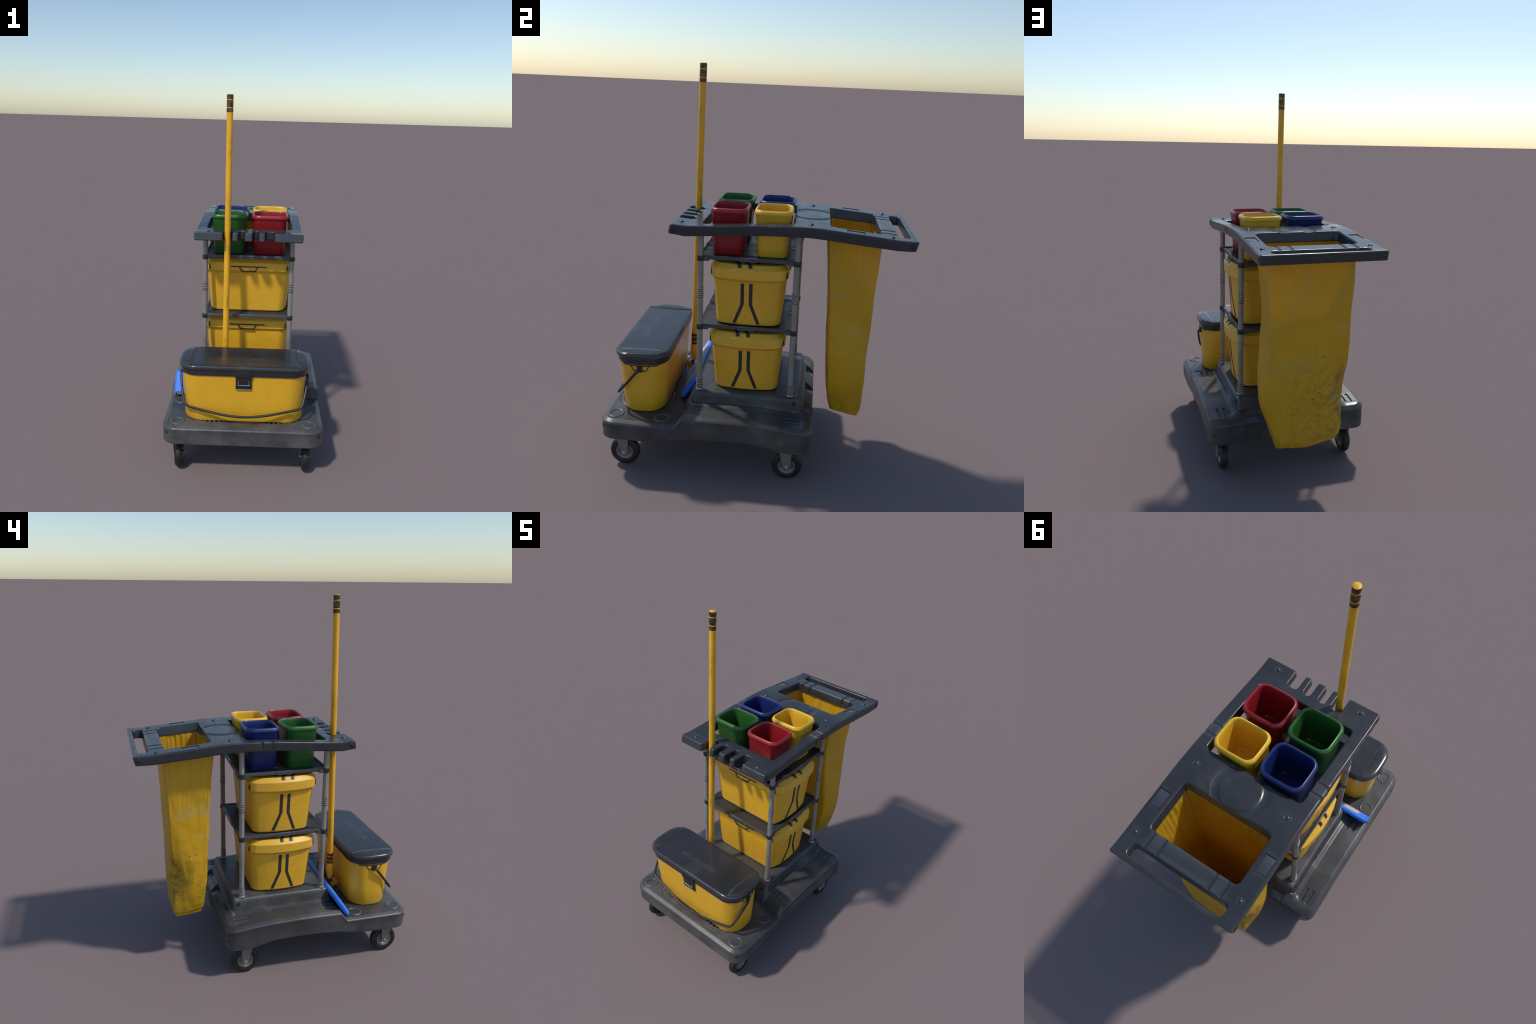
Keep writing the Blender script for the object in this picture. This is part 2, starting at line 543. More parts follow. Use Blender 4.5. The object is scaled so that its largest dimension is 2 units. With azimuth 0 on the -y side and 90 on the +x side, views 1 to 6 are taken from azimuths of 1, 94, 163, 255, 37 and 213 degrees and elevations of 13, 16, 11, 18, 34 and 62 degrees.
H = math.pi / 2
for sx in (1, -1):
    screw(deck, (sx * 0.2795, 0.217, 0.379), (0, sx * (H - 0.2), 0), 0.9)
    screw(deck, (sx * 0.243, -0.3195, 0.362), (H - 0.39, 0, 0), 1.0)
    screw(deck, (sx * 0.4100, 0.2955, 0.243), (0, H, math.atan2(0.6, sx * 0.8)), 1.0)
    screw(deck, (sx * 0.4045, -0.7195, 0.247), (0, H, math.atan2(-0.62, sx * 0.78)), 1.0)

# --- posts
PX, PYF, PYB = 0.247, -0.2695, 0.193
pv, pf = lathe([(0.0142, 0.40), (0.0142, 1.235)], 24)
post_me = mesh_from("post", pv, pf, M["post"])


def rib_profile(z0, z1, r, n, foot=False):
    p = [(r * 0.96, z0)]
    if foot:
        p = [(0.0190, z0), (0.0195, z0 + 0.006), (0.0165, z0 + 0.011)]
        z0 += 0.012
    h = (z1 - z0) / n
    for i in range(n):
        z = z0 + i * h
        p += [(r - 0.003, z + h * 0.02), (r - 0.003, z + h * 0.20), (r + 0.0008, z + h * 0.28), (r + 0.0012, z + h * 0.6), (r + 0.0008, z + h * 0.92), (r - 0.003, z + h * 0.98)]
    p.append((r * 0.96, z1))
    return p


ribmid_me = mesh_from("ribbed_grip", *lathe(rib_profile(0.905, 0.957, 0.0150, 5), 24), M["rib"], 30)
ribfoot_me = mesh_from("ribbed_foot", *lathe(rib_profile(0.4035, 0.462, 0.0156, 5, True), 24), M["rib"], 30)
groove_me = mesh_from("rib_groove", *lathe([(0.0147, 0.0), (0.0147, 0.056)], 24), M["dark"])
ribfootlo_me = mesh_from("foot_seal", *lathe([(0.0205, 0.400), (0.0205, 0.4065), (0.014, 0.408)], 24), M["dark"])
for sx in (1, -1):
    for py in (PYF, PYB):
        p = put("post", post_me, cart, (sx * PX, py, 0))
        put("ribbed_grip", ribmid_me, p)
        put("ribbed_foot", ribfoot_me, p)
        put("foot_seal", ribfootlo_me, p)
        put("rib_groove", groove_me, p, (0, 0, 0.904), (0, 0, 0), (1, 1, 0.96))
        put("rib_groove", groove_me, p, (0, 0, 0.408))

# --- shelves with collars, edge clips
def shelf_mesh():
    bm = bmesh.new()
    loops = []
    cy = (PYF + PYB) / 2
    hy = (PYB - PYF) / 2 + 0.0125
    for (dx, z) in ((-0.010, -0.010), (-0.003, -0.0105), (0, -0.008), (0, 0.008), (-0.0015, 0.0100), (-0.007, 0.0095), (-0.013, 0.0040)):
        loops.append([(x, y + cy, z) for x, y in rrect(0.2495 + dx, hy - 0.002 + dx, 0.006 + max(0, dx), 3)])
    v, f = loft(loops)
    bv = [bm.verts.new(p) for p in v]
    for q in f:
        bm.faces.new([bv[i] for i in q])
    # deeper corner brackets
    for sx in (1, -1):
        for py, sg in ((PYF, 1), (PYB, -1)):
            for ax, ay, ox, oy in ((0.040, 0.018, -sx * 0.020, 0), (0.018, 0.040, 0, sg * 0.020)):
                r = bmesh.ops.create_cube(bm, size=1, matrix=Matrix.Translation((sx * PX + ox, py + oy, -0.006)) @ Matrix.Diagonal((ax, ay, 0.020, 1)))
    return bm_mesh("shelf", bm, M["shelf"], 40)


shelf_me = shelf_mesh()
collar_me = mesh_from("post_collar", *lathe([(0.0143, 0.0125), (0.0166, 0.0125), (0.0174, 0.0105), (0.0174, -0.0115), (0.0166, -0.013), (0.0143, -0.013)], 24), M["collar"])
clip_me = bevel_box("edge_clip", 0.088, 0.005, 0.021, M["panel"], 0.001)
clipline_me = bevel_box("edge_clip_groove", 0.086, 0.005, 0.003, M["dark"], 0)
arc_me = tube("moulded_arc", [(0.042 * math.cos(a), 0.042 * math.sin(a), 0) for a in np.linspace(0, math.pi, 25)], 0.0012, M["shelf"], 6)
SC = (PYF + PYB) / 2
for z in (0.7545, 1.1075):
    s = put("shelf", shelf_me, cart, (0, 0, z))
    for sx in (1, -1):
        for py in (PYF, PYB):
            put("post_collar", collar_me, s, (sx * PX, py, -0.0035))
    for k, (cx, cy, rz) in enumerate(((0, PYF - 0.0093, 0), (0.2483, SC, H), (0, PYB + 0.0093, math.pi), (-0.2483, SC, -H))):
        put("edge_clip", clip_me, s, (cx, cy, 0), (0, 0, rz))
        d = 0.0008
        put("edge_clip_groove", clipline_me, s, (cx + d * math.sin(rz), cy - d * math.cos(rz), -0.001), (0, 0, rz))
        put("moulded_arc", arc_me, s, (cx - 0.012 * math.sin(rz), cy + 0.012 * math.cos(rz), 0.0042), (0, 0, rz))

# --- top tray
TY = [-0.420, -0.405, -0.37, -0.337, -0.25, -0.142, 0.011, 0.12, 0.20, 0.248, 0.30, 0.345, 0.40, 0.448, 0.506, 0.58, 0.64, 0.69, 0.74]
TZ = [1.2705, 1.2715, 1.2690, 1.2670, 1.2705, 1.2785, 1.2885, 1.2925, 1.2935, 1.293, 1.2915, 1.2875, 1.282, 1.2775, 1.273, 1.2660, 1.260, 1.2575, 1.2575]
BY = [-0.420, -0.405, -0.34, -0.25, -0.117, 0.0, 0.095, 0.20, 0.255, 0.34, 0.43, 0.575, 0.645, 0.74]
BZ = [1.227, 1.2245, 1.2155, 1.2215, 1.231, 1.239, 1.2425, 1.244, 1.2435, 1.237, 1.228, 1.2155, 1.2095, 1.2095]


def tray_top_z(y):
    return float(np.interp(y, TY, TZ))


def rounded_outline(corners, r, n=5):
    """Round the corners of a closed polygon; r one number or one per corner."""
    out = []
    N = len(corners)
    for i in range(N):
        p, a, b = Vector(corners[i]), Vector(corners[i - 1]), Vector(corners[(i + 1) % N])
        rr = r[i] if isinstance(r, (list, tuple)) else r
        u, v = (a - p), (b - p)
        ang = u.angle(v)
        t = min(rr / math.tan(ang / 2), u.length * 0.49, v.length * 0.49)
        rr = t * math.tan(ang / 2)
        u.normalize(), v.normalize()
        c = p + (u + v).normalized() * (rr / math.sin(ang / 2))
        s, e = p + u * t - c, p + v * t - c
        for k in range(n + 1):
            f = k / n
            w = s.lerp(e, f)
            out.append(tuple(c + w.normalized() * rr))
    return out


def tray_mesh():
    yb, yf, hx, root = 0.740, -0.412, 0.298, -0.319
    outer = [(-hx, yf), (-hx, yb), (hx, yb), (hx, yf)]
    rad = [0.010, 0.010, 0.010, 0.010]
    # front comb: end blocks, three fingers, four pole slots (walked from +x to -x)
    edges = [(0.142, 0.090), (0.0565, 0.0215), (-0.0215, -0.0565), (-0.089, -0.142)]
    for a, b in edges:
        outer += [(a, yf), (a, root), (b, root), (b, yf)]
        rad += [0.014, 0.016, 0.016, 0.012]
    holes = [[(-0.240, -0.268), (0.240, -0.268), (0.240, 0.166), (-0.240, 0.166)],
             [(-0.217, 0.338), (0.217, 0.338), (0.217, 0.579), (-0.217, 0.579)],
             [(-0.233, 0.655), (0.233, 0.655), (0.233, 0.714), (-0.233, 0.714)]]
    cu = bpy.data.curves.new("tray_outline", "CURVE")
    cu.dimensions = "2D"
    cu.fill_mode = "BOTH"
    bev = 0.0072
    cu.extrude = 0.025 - bev
    cu.bevel_depth = bev
    cu.offset = -bev
    cu.bevel_resolution = 3
    for pts in [rounded_outline(outer, rad)] + [rounded_outline(h, 0.022, 6) for h in holes]:
        sp = cu.splines.new("POLY")
        sp.points.add(len(pts) - 1)
        for q, p in zip(sp.points, pts):
            q.co = (p[0], p[1], 0, 1)
        sp.use_cyclic_u = True
    o = bpy.data.objects.new("tray_tmp", cu)
    COL.objects.link(o)
    dg = bpy.context.evaluated_depsgraph_get()
    me = bpy.data.meshes.new_from_object(o.evaluated_get(dg))
    bpy.data.objects.remove(o)
    bm = bmesh.new()
    bm.from_mesh(me)
    bmesh.ops.remove_doubles(bm, verts=bm.verts, dist=1e-5)
    bmesh.ops.recalc_face_normals(bm, faces=bm.faces)
    bm.to_mesh(me)
    bm.free()
    tray = bpy.data.objects.new("tray_tmp", me)
    COL.objects.link(tray)
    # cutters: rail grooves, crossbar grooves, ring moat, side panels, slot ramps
    cb = bmesh.new()

    def add(v, f, mtx=Matrix()):
        b = [cb.verts.new(mtx @ Vector(p)) for p in v]
        for q in f:
            cb.faces.new([b[i] for i in q])

    def bar(cx, cy, cz, sx, sy, sz, r, axis):
        if axis == "x":
            lp = [[(s * sx, y, z) for y, z in rrect(sy, sz, r, 4, seg=2)] for s in (-1, 1)]
        elif axis == "y":
            lp = [[(x, s * sy, z) for x, z in rrect(sx, sz, r, 4, seg=2)] for s in (-1, 1)]
        else:
            lp = [[(x, y, s * sz) for x, y in rrect(sx, sy, r, 4, seg=2)] for s in (-1, 1)]
        add(*loft(lp), Matrix.Translation((cx, cy, cz)))

    for sx in (1, -1):
        for gy in (0.044, 0.099):
            bar(sx * 0.270, gy, 0.0335, 0.034, 0.0125, 0.0130, 0.012, "x")
            bar(sx * 0.305, gy, 0.012, 0.0110, 0.0110, 0.022, 0.0105, "z")
        bar(sx * 0.2615, 0.455, 0.030, 0.0265, 0.0425, 0.0085, 0.002, "z")
    for gx in (0.186, 0.127, -0.123, -0.182):
        bar(gx, 0.617, 0.0330, 0.0125, 0.060, 0.0125, 0.012, "y")
        bar(gx, 0.574, 0.010, 0.010, 0.0095, 0.020, 0.009, "z")
    cut = [cb]

    def apply_cut(b, name):
        bmesh.ops.recalc_face_normals(b, faces=b.faces)
        cm = bpy.data.meshes.new(name)
        b.to_mesh(cm)
        b.free()
        co = bpy.data.objects.new(name, cm)
        COL.objects.link(co)
        md = tray.modifiers.new("cut", "BOOLEAN")
        md.operation = "DIFFERENCE"
        md.solver = "EXACT"
        md.use_self = True
        md.object = co
        d = bpy.context.evaluated_depsgraph_get()
        new = bpy.data.meshes.new_from_object(tray.evaluated_get(d))
        tray.modifiers.clear()
        bpy.data.objects.remove(co)
        tray.data = new

    apply_cut(cb, "tray_cut")
    # moat of the round cup rest: a turned ring, its flat outer lip running out at the hole edges
    cb2 = bmesh.new()
    v, f = lathe([(0.138, 0.03), (0.134, 0.0252), (0.126, 0.0228), (0.116, 0.0205), (0.100, 0.0203), (0.092, 0.0225), (0.0875, 0.0252), (0.085, 0.03)], 72, True)
    b = [cb2.verts.new(Matrix.Translation((0, 0.250, 0)) @ Vector(p)) for p in v]
    for q in f:
        try:
            cb2.faces.new([b[i] for i in q])
        except ValueError:
            pass
    bmesh.ops.remove_doubles(cb2, verts=cb2.verts, dist=1e-6)
    apply_cut(cb2, "tray_moat")
    me = tray.data
    bpy.data.objects.remove(tray)
    bm = bmesh.new()
    bm.from_mesh(me)
    bmesh.ops.triangulate(bm, faces=[f for f in bm.faces if len(f.verts) > 4])
    for y in sorted(set(TY + BY + list(np.linspace(-0.39, 0.72, 24)))):
        bmesh.ops.bisect_plane(bm, geom=bm.verts[:] + bm.edges[:] + bm.faces[:], plane_co=(0, y, 0), plane_no=(0, 1, 0), dist=1e-5)
    for v in bm.verts:
        t = (v.co.z + 0.025) / 0.05
        y = v.co.y
        v.co.z = float(np.interp(y, BY, BZ)) * (1 - t) + tray_top_z(y) * t
        # hole walls draw in towards the underside
        for x0, y0, hx_, hy_ in ((0, -0.051, 0.240, 0.217), (0, 0.4585, 0.217, 0.1205), (0, 0.6845, 0.233, 0.0295)):
            def dist(px, py):
                return float(rr_dist(np.float64(px), np.float64(py), x0, y0, hx_, hy_, 0.022))
            q = dist(v.co.x, y)
            if -0.002 < q < 0.010:
                gx, gy = dist(v.co.x + 1e-4, y) - q, dist(v.co.x, y + 1e-4) - q
                g = math.hypot(gx, gy) or 1
                k = 0.011 * (1 - t) * (1 - max(q, 0) / 0.010)
                if y0 > 0.6:
                    k *= 0.7
                v.co.x -= gx / g * k
                v.co.y -= gy / g * k
                y = v.co.y
                break
        # front and rear faces lean
        if y < -0.36:
            v.co.y -= 0.010 * (1 - t) * (-0.36 - y) / 0.05 - 0.004
        if y > 0.70:
            v.co.y -= 0.012 * (1 - t) * (y - 0.70) / 0.04
    bmesh.ops.remove_doubles(bm, verts=bm.verts, dist=1e-5)
    bmesh.ops.dissolve_degenerate(bm, edges=bm.edges[:], dist=1e-6)
    return bm_mesh("tray", bm, M["tray"], 32)


def weighted(o):
    m = o.modifiers.new("weighted_normals", "WEIGHTED_NORMAL")
    m.keep_sharp = True
    m.weight = 80
    return o


tray = weighted(put("tray", tray_mesh(), cart))
rivet_me = mesh_from("rivet", *lathe([(0.0165, -0.002), (0.0165, 0.0004), (0.0140, 0.0010), (0.0122, 0.0003), (0.0105, 0.0022), (0.008, 0.0044), (0.004, 0.0057), (0.0001, 0.006)], 24), M["tray"], 60)
for x, y in ((0.257, 0.622), (0.227, 0.248), (0.221, -0.368)):
    for sx in (1, -1):
        put("rivet", rivet_me, tray, (sx * x, y, tray_top_z(y)), (math.atan((tray_top_z(y + 0.02) - tray_top_z(y - 0.02)) / 0.04), 0, 0), (1.0, 1.0, 1.1))
siderivet_me = mesh_from("side_bolt", *lathe([(0.0135, -0.002), (0.0135, 0.0008), (0.0115, 0.0008), (0.0105, 0.0002), (0.009, 0.0026), (0.005, 0.0046), (0.0001, 0.005)], 24), M["dark"], 60)
for sx in (1, -1):
    for y, z in ((-0.387, 1.246), (0.712, 1.235)):
        put("side_bolt", siderivet_me, tray, (sx * 0.2978, y, z), (0, sx * H, 0), (1.1, 1.1, 0.55))
M["pad_panel"] = material("inlay_panel", (0.052, 0.058, 0.068), 0.22)
panel_me = bevel_box("side_panel", 0.044, 0.076, 0.003, M["pad_panel"], 0.001)
for sx in (1, -1):
    put("side_panel", panel_me, tray, (sx * 0.2615, 0.455, tray_top_z(0.455) - 0.0035), (math.atan((tray_top_z(0.475) - tray_top_z(0.435)) / 0.04), 0, 0))

# --- refuse bag
def bag_mesh():
    Z = [1.255, 1.20, 1.17, 1.00, 0.86, 0.70, 0.63, 0.55, 0.47, 0.40, 0.34, 0.30, 0.275]
    XR = [0.214, 0.210, 0.207, 0.196, 0.193, 0.194, 0.195, 0.194, 0.192, 0.180, 0.166, 0.156, 0.150]
    XRF = [0.214, 0.209, 0.206, 0.188, 0.184, 0.194, 0.200, 0.198, 0.190, 0.172, 0.152, 0.140, 0.132]
    XL = [0.214, 0.213, 0.212, 0.206, 0.203, 0.199, 0.195, 0.183, 0.176, 0.173, 0.171, 0.166, 0.155]
    XLF = [0.214, 0.213, 0.212, 0.206, 0.202, 0.200, 0.199, 0.196, 0.192, 0.184, 0.176, 0.168, 0.158]
    YF = [0.333, 0.333, 0.335, 0.349, 0.359, 0.364, 0.368, 0.373, 0.378, 0.383, 0.388, 0.393, 0.402]
    YB = [0.588, 0.586, 0.584, 0.576, 0.571, 0.565, 0.562, 0.560, 0.559, 0.560, 0.561, 0.558, 0.548]
    rows = 150
    zs = np.linspace(1.242, 0.266, rows)
    loops = []

    def at(a, z):
        return float(np.interp(-z, [-q for q in Z], a))

    nper = 0
    for ri, z in enumerate(zs):
        xr, xrf, xl, xlf, yf, yb = (at(a, z) for a in (XR, XRF, XL, XLF, YF, YB))
        corners = [(xr, yb), (-xl, yb), (-xlf, yf), (xrf, yf)]
        base = rounded_outline([(1, 1), (-1, 1), (-1, -1), (1, -1)], 0.11, 6)
        unit = []
        for k in range(len(base)):
            a, b = base[k], base[(k + 1) % len(base)]
            L = math.dist(a, b)
            m = max(1, int(L / 0.03))
            for q in range(m):
                t = q / m
                unit.append((a[0] + (b[0] - a[0]) * t, a[1] + (b[1] - a[1]) * t))
        nper = len(unit)
        lp = []
        for u, v in unit:
            s, t = (u + 1) / 2, (v + 1) / 2
            x = (1 - s) * ((1 - t) * corners[2][0] + t * corners[1][0]) + s * ((1 - t) * corners[3][0] + t * corners[0][0])
            y = (1 - t) * yf + t * yb
            # soft hang: sides belly slightly, gathers under the tray, creases lower down
            top = max(0.0, min(1.0, (z - 0.86) / 0.30))
            fold = (noise.noise(Vector((u * 9 + 3, v * 9, z * 1.4))) * 0.0045 + noise.noise(Vector((u * 22, v * 22 + 7, z * 1.1))) * 0.0035) * top
            crease = noise.noise(Vector((u * 2.2, v * 2.2 + 5, z * 7))) * 0.0045
            fine = noise.noise(Vector((x * 30, y * 30, z * 16 + 9))) * 0.0016
            d = (fold + crease + fine) * min(1.0, (1.25 - z) / 0.04)
            belly = math.exp(-((z - 0.52) / 0.24) ** 2)
            d += belly * (0.024 * (1 - v * v) if abs(u) >= abs(v) else (0.010 if v > 0 else 0.006) * (1 - u * u))
            nx, ny = (u if abs(u) >= abs(v) * 0.98 else 0), (v if abs(v) >= abs(u) * 0.98 else 0)
            x += nx * d
            y += ny * d
            # pinch fold at the rear left corner
            q = math.exp(-((z - 0.535) / 0.085) ** 2) * math.exp(-((x + 0.180) / 0.050) ** 2 - ((y - 0.560) / 0.05) ** 2)
            x += 0.018 * q
            y -= 0.042 * q
            low = max(0.0, min(1.0, (0.42 - z) / 0.15))
            zz = z + low * (0.022 * max(0.0, (0.56 - y) / 0.16) + 0.010 * (x < 0) * min(1, -x / 0.1) - 0.012 * max(0, 1 - abs(x)/0.15))
            lp.append((x, y, min(zz, float(np.interp(y, BY, BZ)) + 0.004)))
        loops.append(lp)
    last = loops[-1]
    cx = sum(p[0] for p in last) / nper
    cy = sum(p[1] for p in last) / nper
    for s in (0.95, 0.85, 0.6, 0.25):
        loops.append([(cx + (p[0] - cx) * s, cy + (p[1] - cy) * s, p[2] - 0.004 + 0.02 * (1 - s) ** 2) for p in last])
    v, f = loft(loops, False, True)
    me = mesh_from("refuse_bag", v, f, M["bag"], 60)
    return me


bag = put("refuse_bag", bag_mesh(), cart)
md = bag.modifiers.new("thickness", "SOLIDIFY")
md.thickness = 0.0015
md.offset = -1

# --- casters
WR = 0.0762
def x_lathe(profile, n=40, closed=False):
    v, f = lathe(profile, n, closed)
    return [(z, x, y) for x, y, z in v], f


tyre_me = mesh_from("tyre", *x_lathe([(0.044, -0.0175), (0.050, -0.0195), (0.059, -0.0205), (0.067, -0.019), (0.0735, -0.014), (WR, -0.006), (WR, 0.006), (0.0735, 0.014), (0.067, 0.019), (0.059, 0.0205), (0.050, 0.0195), (0.044, 0.0175)], 48, True), M["rubber"], 60)
rim_me = mesh_from("wheel_rim", *x_lathe([(0.0001, -0.0205), (0.011, -0.0205), (0.012, -0.010), (0.028, -0.008), (0.033, -0.0145), (0.0375, -0.0175), (0.0435, -0.0178), (0.0455, -0.012), (0.0455, 0.012), (0.0435, 0.0178), (0.0375, 0.0175), (0.033, 0.0145), (0.028, 0.008), (0.012, 0.010), (0.011, 0.0205), (0.0001, 0.0205)], 40), M["steel"], 35)
bolt_me = mesh_from("axle_bolt", *x_lathe([(0.0001, -0.0345), (0.004, -0.0342), (0.0065, -0.0330), (0.0085, -0.0322), (0.0085, 0.0322), (0.0065, 0.0330), (0.004, 0.0342), (0.0001, 0.0345)], 20), M["zinc"], 35)


def fork_mesh():
    bm = bmesh.new()
    # side cheek: wide at the top, narrowing to a rounded end at the axle
    prof = [(-0.044, 0.176), (0.026, 0.176), (0.0235, 0.155), (0.0165, 0.0762)]
    prof += [(0.0165 * math.cos(a), 0.0762 + 0.0165 * math.sin(a)) for a in np.linspace(0, -math.pi, 9)[1:]]
    prof += [(-0.036, 0.150)]
    for sx in (1, -1):
        a = [bm.verts.new((sx * 0.0285, y, z)) for y, z in prof]
        b = [bm.verts.new((sx * 0.0310, y, z)) for y, z in prof]
        bm.faces.new(a)
        bm.faces.new(b)
        for k in range(len(prof)):
            j = (k + 1) % len(prof)
            bm.faces.new((a[k], a[j], b[j], b[k]))
    bmesh.ops.create_cube(bm, size=1, matrix=Matrix.Translation((0, -0.008, 0.1745)) @ Matrix.Diagonal((0.062, 0.064, 0.003, 1)))
    bmesh.ops.bevel(bm, geom=bm.edges[:], offset=0.0008, segments=1, affect="EDGES")
    return bm_mesh("caster_fork", bm, M["steel"], 35)


fork_me = fork_mesh()
swivel_me = mesh_from("swivel_race", *lathe([(0.026, 0.175), (0.028, 0.178), (0.028, 0.186), (0.022, 0.192)], 28), M["steel"])
mount_me = bevel_box("mount_plate", 0.066, 0.096, 0.004, M["zinc"], 0.001)
rivf_me = mesh_from("fork_rivet", *x_lathe([(0.0055, 0), (0.0055, 0.0018), (0.003, 0.003), (0.0001, 0.0032)], 14), M["zinc"])
for (x, y, rz) in ((0.345, -0.632, 0.0), (-0.345, -0.632, 0.0), (0.347, 0.200, 0.0), (-0.347, 0.200, 0.0)):
    rear = y > 0
    c = bpy.data.objects.new("caster", fork_me)
    c.parent = cart
    c.location = (x, y, 0)
    COL.objects.link(c)
    put("tyre", tyre_me, c, (0, 0, WR))
    put("wheel_rim", rim_me, c, (0, 0, WR))
    put("axle_bolt", bolt_me, c, (0, 0, WR))
    put("swivel_race", swivel_me, c)
    put("mount_plate", mount_me, c, (0, -0.022, 0.180 if rear else 0.1795))
    for sx in (1, -1):
        for dy in (-0.026, 0.010):
            put("fork_rivet", rivf_me, c, (sx * 0.031, dy, 0.166), (0, 0, 0 if sx > 0 else math.pi))

# ------------------------------------------------------------------ storage bins
BZL = [0.0, 0.004, 0.012, 0.235, 0.2365, 0.2545, 0.2555, 0.3005, 0.3015, 0.3215, 0.3225, 0.3230]
BHX = [0.198, 0.205, 0.209, 0.226, 0.227, 0.2405, 0.241, 0.242, 0.2415, 0.2225, 0.221, 0.10]
BBX = [0.022, 0.024, 0.026, 0.030, 0.030, 0.035, 0.035, 0.035, 0.035, 0.034, 0.034, 0.01]
BHY = [0.1505, 0.1575, 0.1615, 0.1780, 0.1785, 0.1905, 0.1915, 0.1930, 0.1925, 0.1735, 0.172, 0.08]
BRD = [0.030, 0.034, 0.036, 0.040, 0.040, 0.044, 0.045, 0.046, 0.046, 0.040, 0.036, 0.02]


def bin_side_x(y, z):
    """Half width of the bin wall at depth y (from its centre) and height z."""
    hx, bx, hy = (float(np.interp(z, BZL[2:], a[2:])) for a in (BHX, BBX, BHY))
    return hx + bx * (1 - (y / hy) ** 2)


def bin_mesh():
    loops = [[(x, y, z) for x, y in rrect(hx, hy, r, 8, bx, seg=16)] for z, hx, bx, hy, r in zip(BZL, BHX, BBX, BHY, BRD)]
    v, f = loft(loops)
    return mesh_from("bin_body", v, f, M["box"], 30)


def strip_mesh(name, rows, proud, mat, sx=1):
    """Thin marking on the bulged bin side: rows of (y0, y1, z)."""
    v, f = [], []
    for y0, y1, z in rows:
        for y, p in ((y0, proud), (y1, proud), (y1, -0.003), (y0, -0.003)):
            v.append((sx * (bin_side_x(y, z) + p), y, z))
    for i in range(len(rows) - 1):
        a, b = i * 4, i * 4 + 4
        for k in range(4):
            f.append((a + k, a + (k + 1) % 4, b + (k + 1) % 4, b + k))
    f += [(0, 1, 2, 3), tuple(range(len(v) - 4, len(v)))]
    return mesh_from(name, v, f, mat, 40)


bin_me = bin_mesh()
stripe = {}
for sx in (1, -1):
    for sg in (1, -1):
        rows = []
        for z in list(np.linspace(0.230, 0.120, 6)) + list(np.linspace(0.114, 0.015, 10)):
            c = 0.0205 if z >= 0.120 else 0.0205 + (0.120 - z) * 0.37
            rows.append((sg * c - 0.0150, sg * c + 0.0020, z))
        stripe[sx, sg] = strip_mesh("side_stripe", rows, 0.0008, M["ink"], sx)
keyhole_me = None


def keyhole_mesh():
    """Tear shaped dark corner mark with a small stud in it (faces +y of its own frame)."""
    pts = [(0.0058 * math.sin(a), 0.0058 * -math.cos(a)) for a in np.linspace(-2.2, 2.2, 15)] + [(0.0015, 0.022), (-0.0015, 0.022)]
    v = [(x, 0.0, z) for x, z in pts] + [(x * 0.9, -0.004, z) for x, z in pts]
    n = len(pts)
    f = [tuple(range(n)), tuple(range(2 * n - 1, n - 1, -1))] + [(k, n + k, n + (k + 1) % n, (k + 1) % n) for k in range(n)]
    return mesh_from("corner_mark", v, f, M["dark"], 40)


keyhole_me = keyhole_mesh()
stud_me = mesh_from("corner_stud", *lathe([(0.0028, -0.001), (0.0028, 0.0008), (0.0001, 0.0016)], 12), M["orange"])
# folded handle outline on the front and back rims
hp = [(-0.1, 0.277), (-0.053, 0.277), (-0.038, 0.250), (0.038, 0.250), (0.053, 0.277), (0.1, 0.277)]


def handle_mark_mesh():
    bm = bmesh.new()

    def seg(p, q, w):
        p, q = Vector((p[0], 0, p[1])), Vector((q[0], 0, q[1]))
        d = (q - p)
        m = Matrix.Translation((p + q) / 2) @ d.to_track_quat("X", "Y").to_matrix().to_4x4() @ Matrix.Diagonal((d.length + w, 0.006, w, 1))
        bmesh.ops.create_cube(bm, size=1, matrix=m)

    seg((-0.1, 0.2785), (0.1, 0.2785), 0.0070)
    seg((-0.054, 0.276), (-0.038, 0.2505), 0.0062)
    seg((0.054, 0.276), (0.038, 0.2505), 0.0062)
    seg((-0.038, 0.2505), (0.038, 0.2505), 0.0062)
    bmesh.ops.bevel(bm, geom=bm.edges[:], offset=0.0009, segments=1, affect="EDGES")
    return bm_mesh("folded_handle", bm, M["wire"], 30)


hmark_me = handle_mark_mesh()


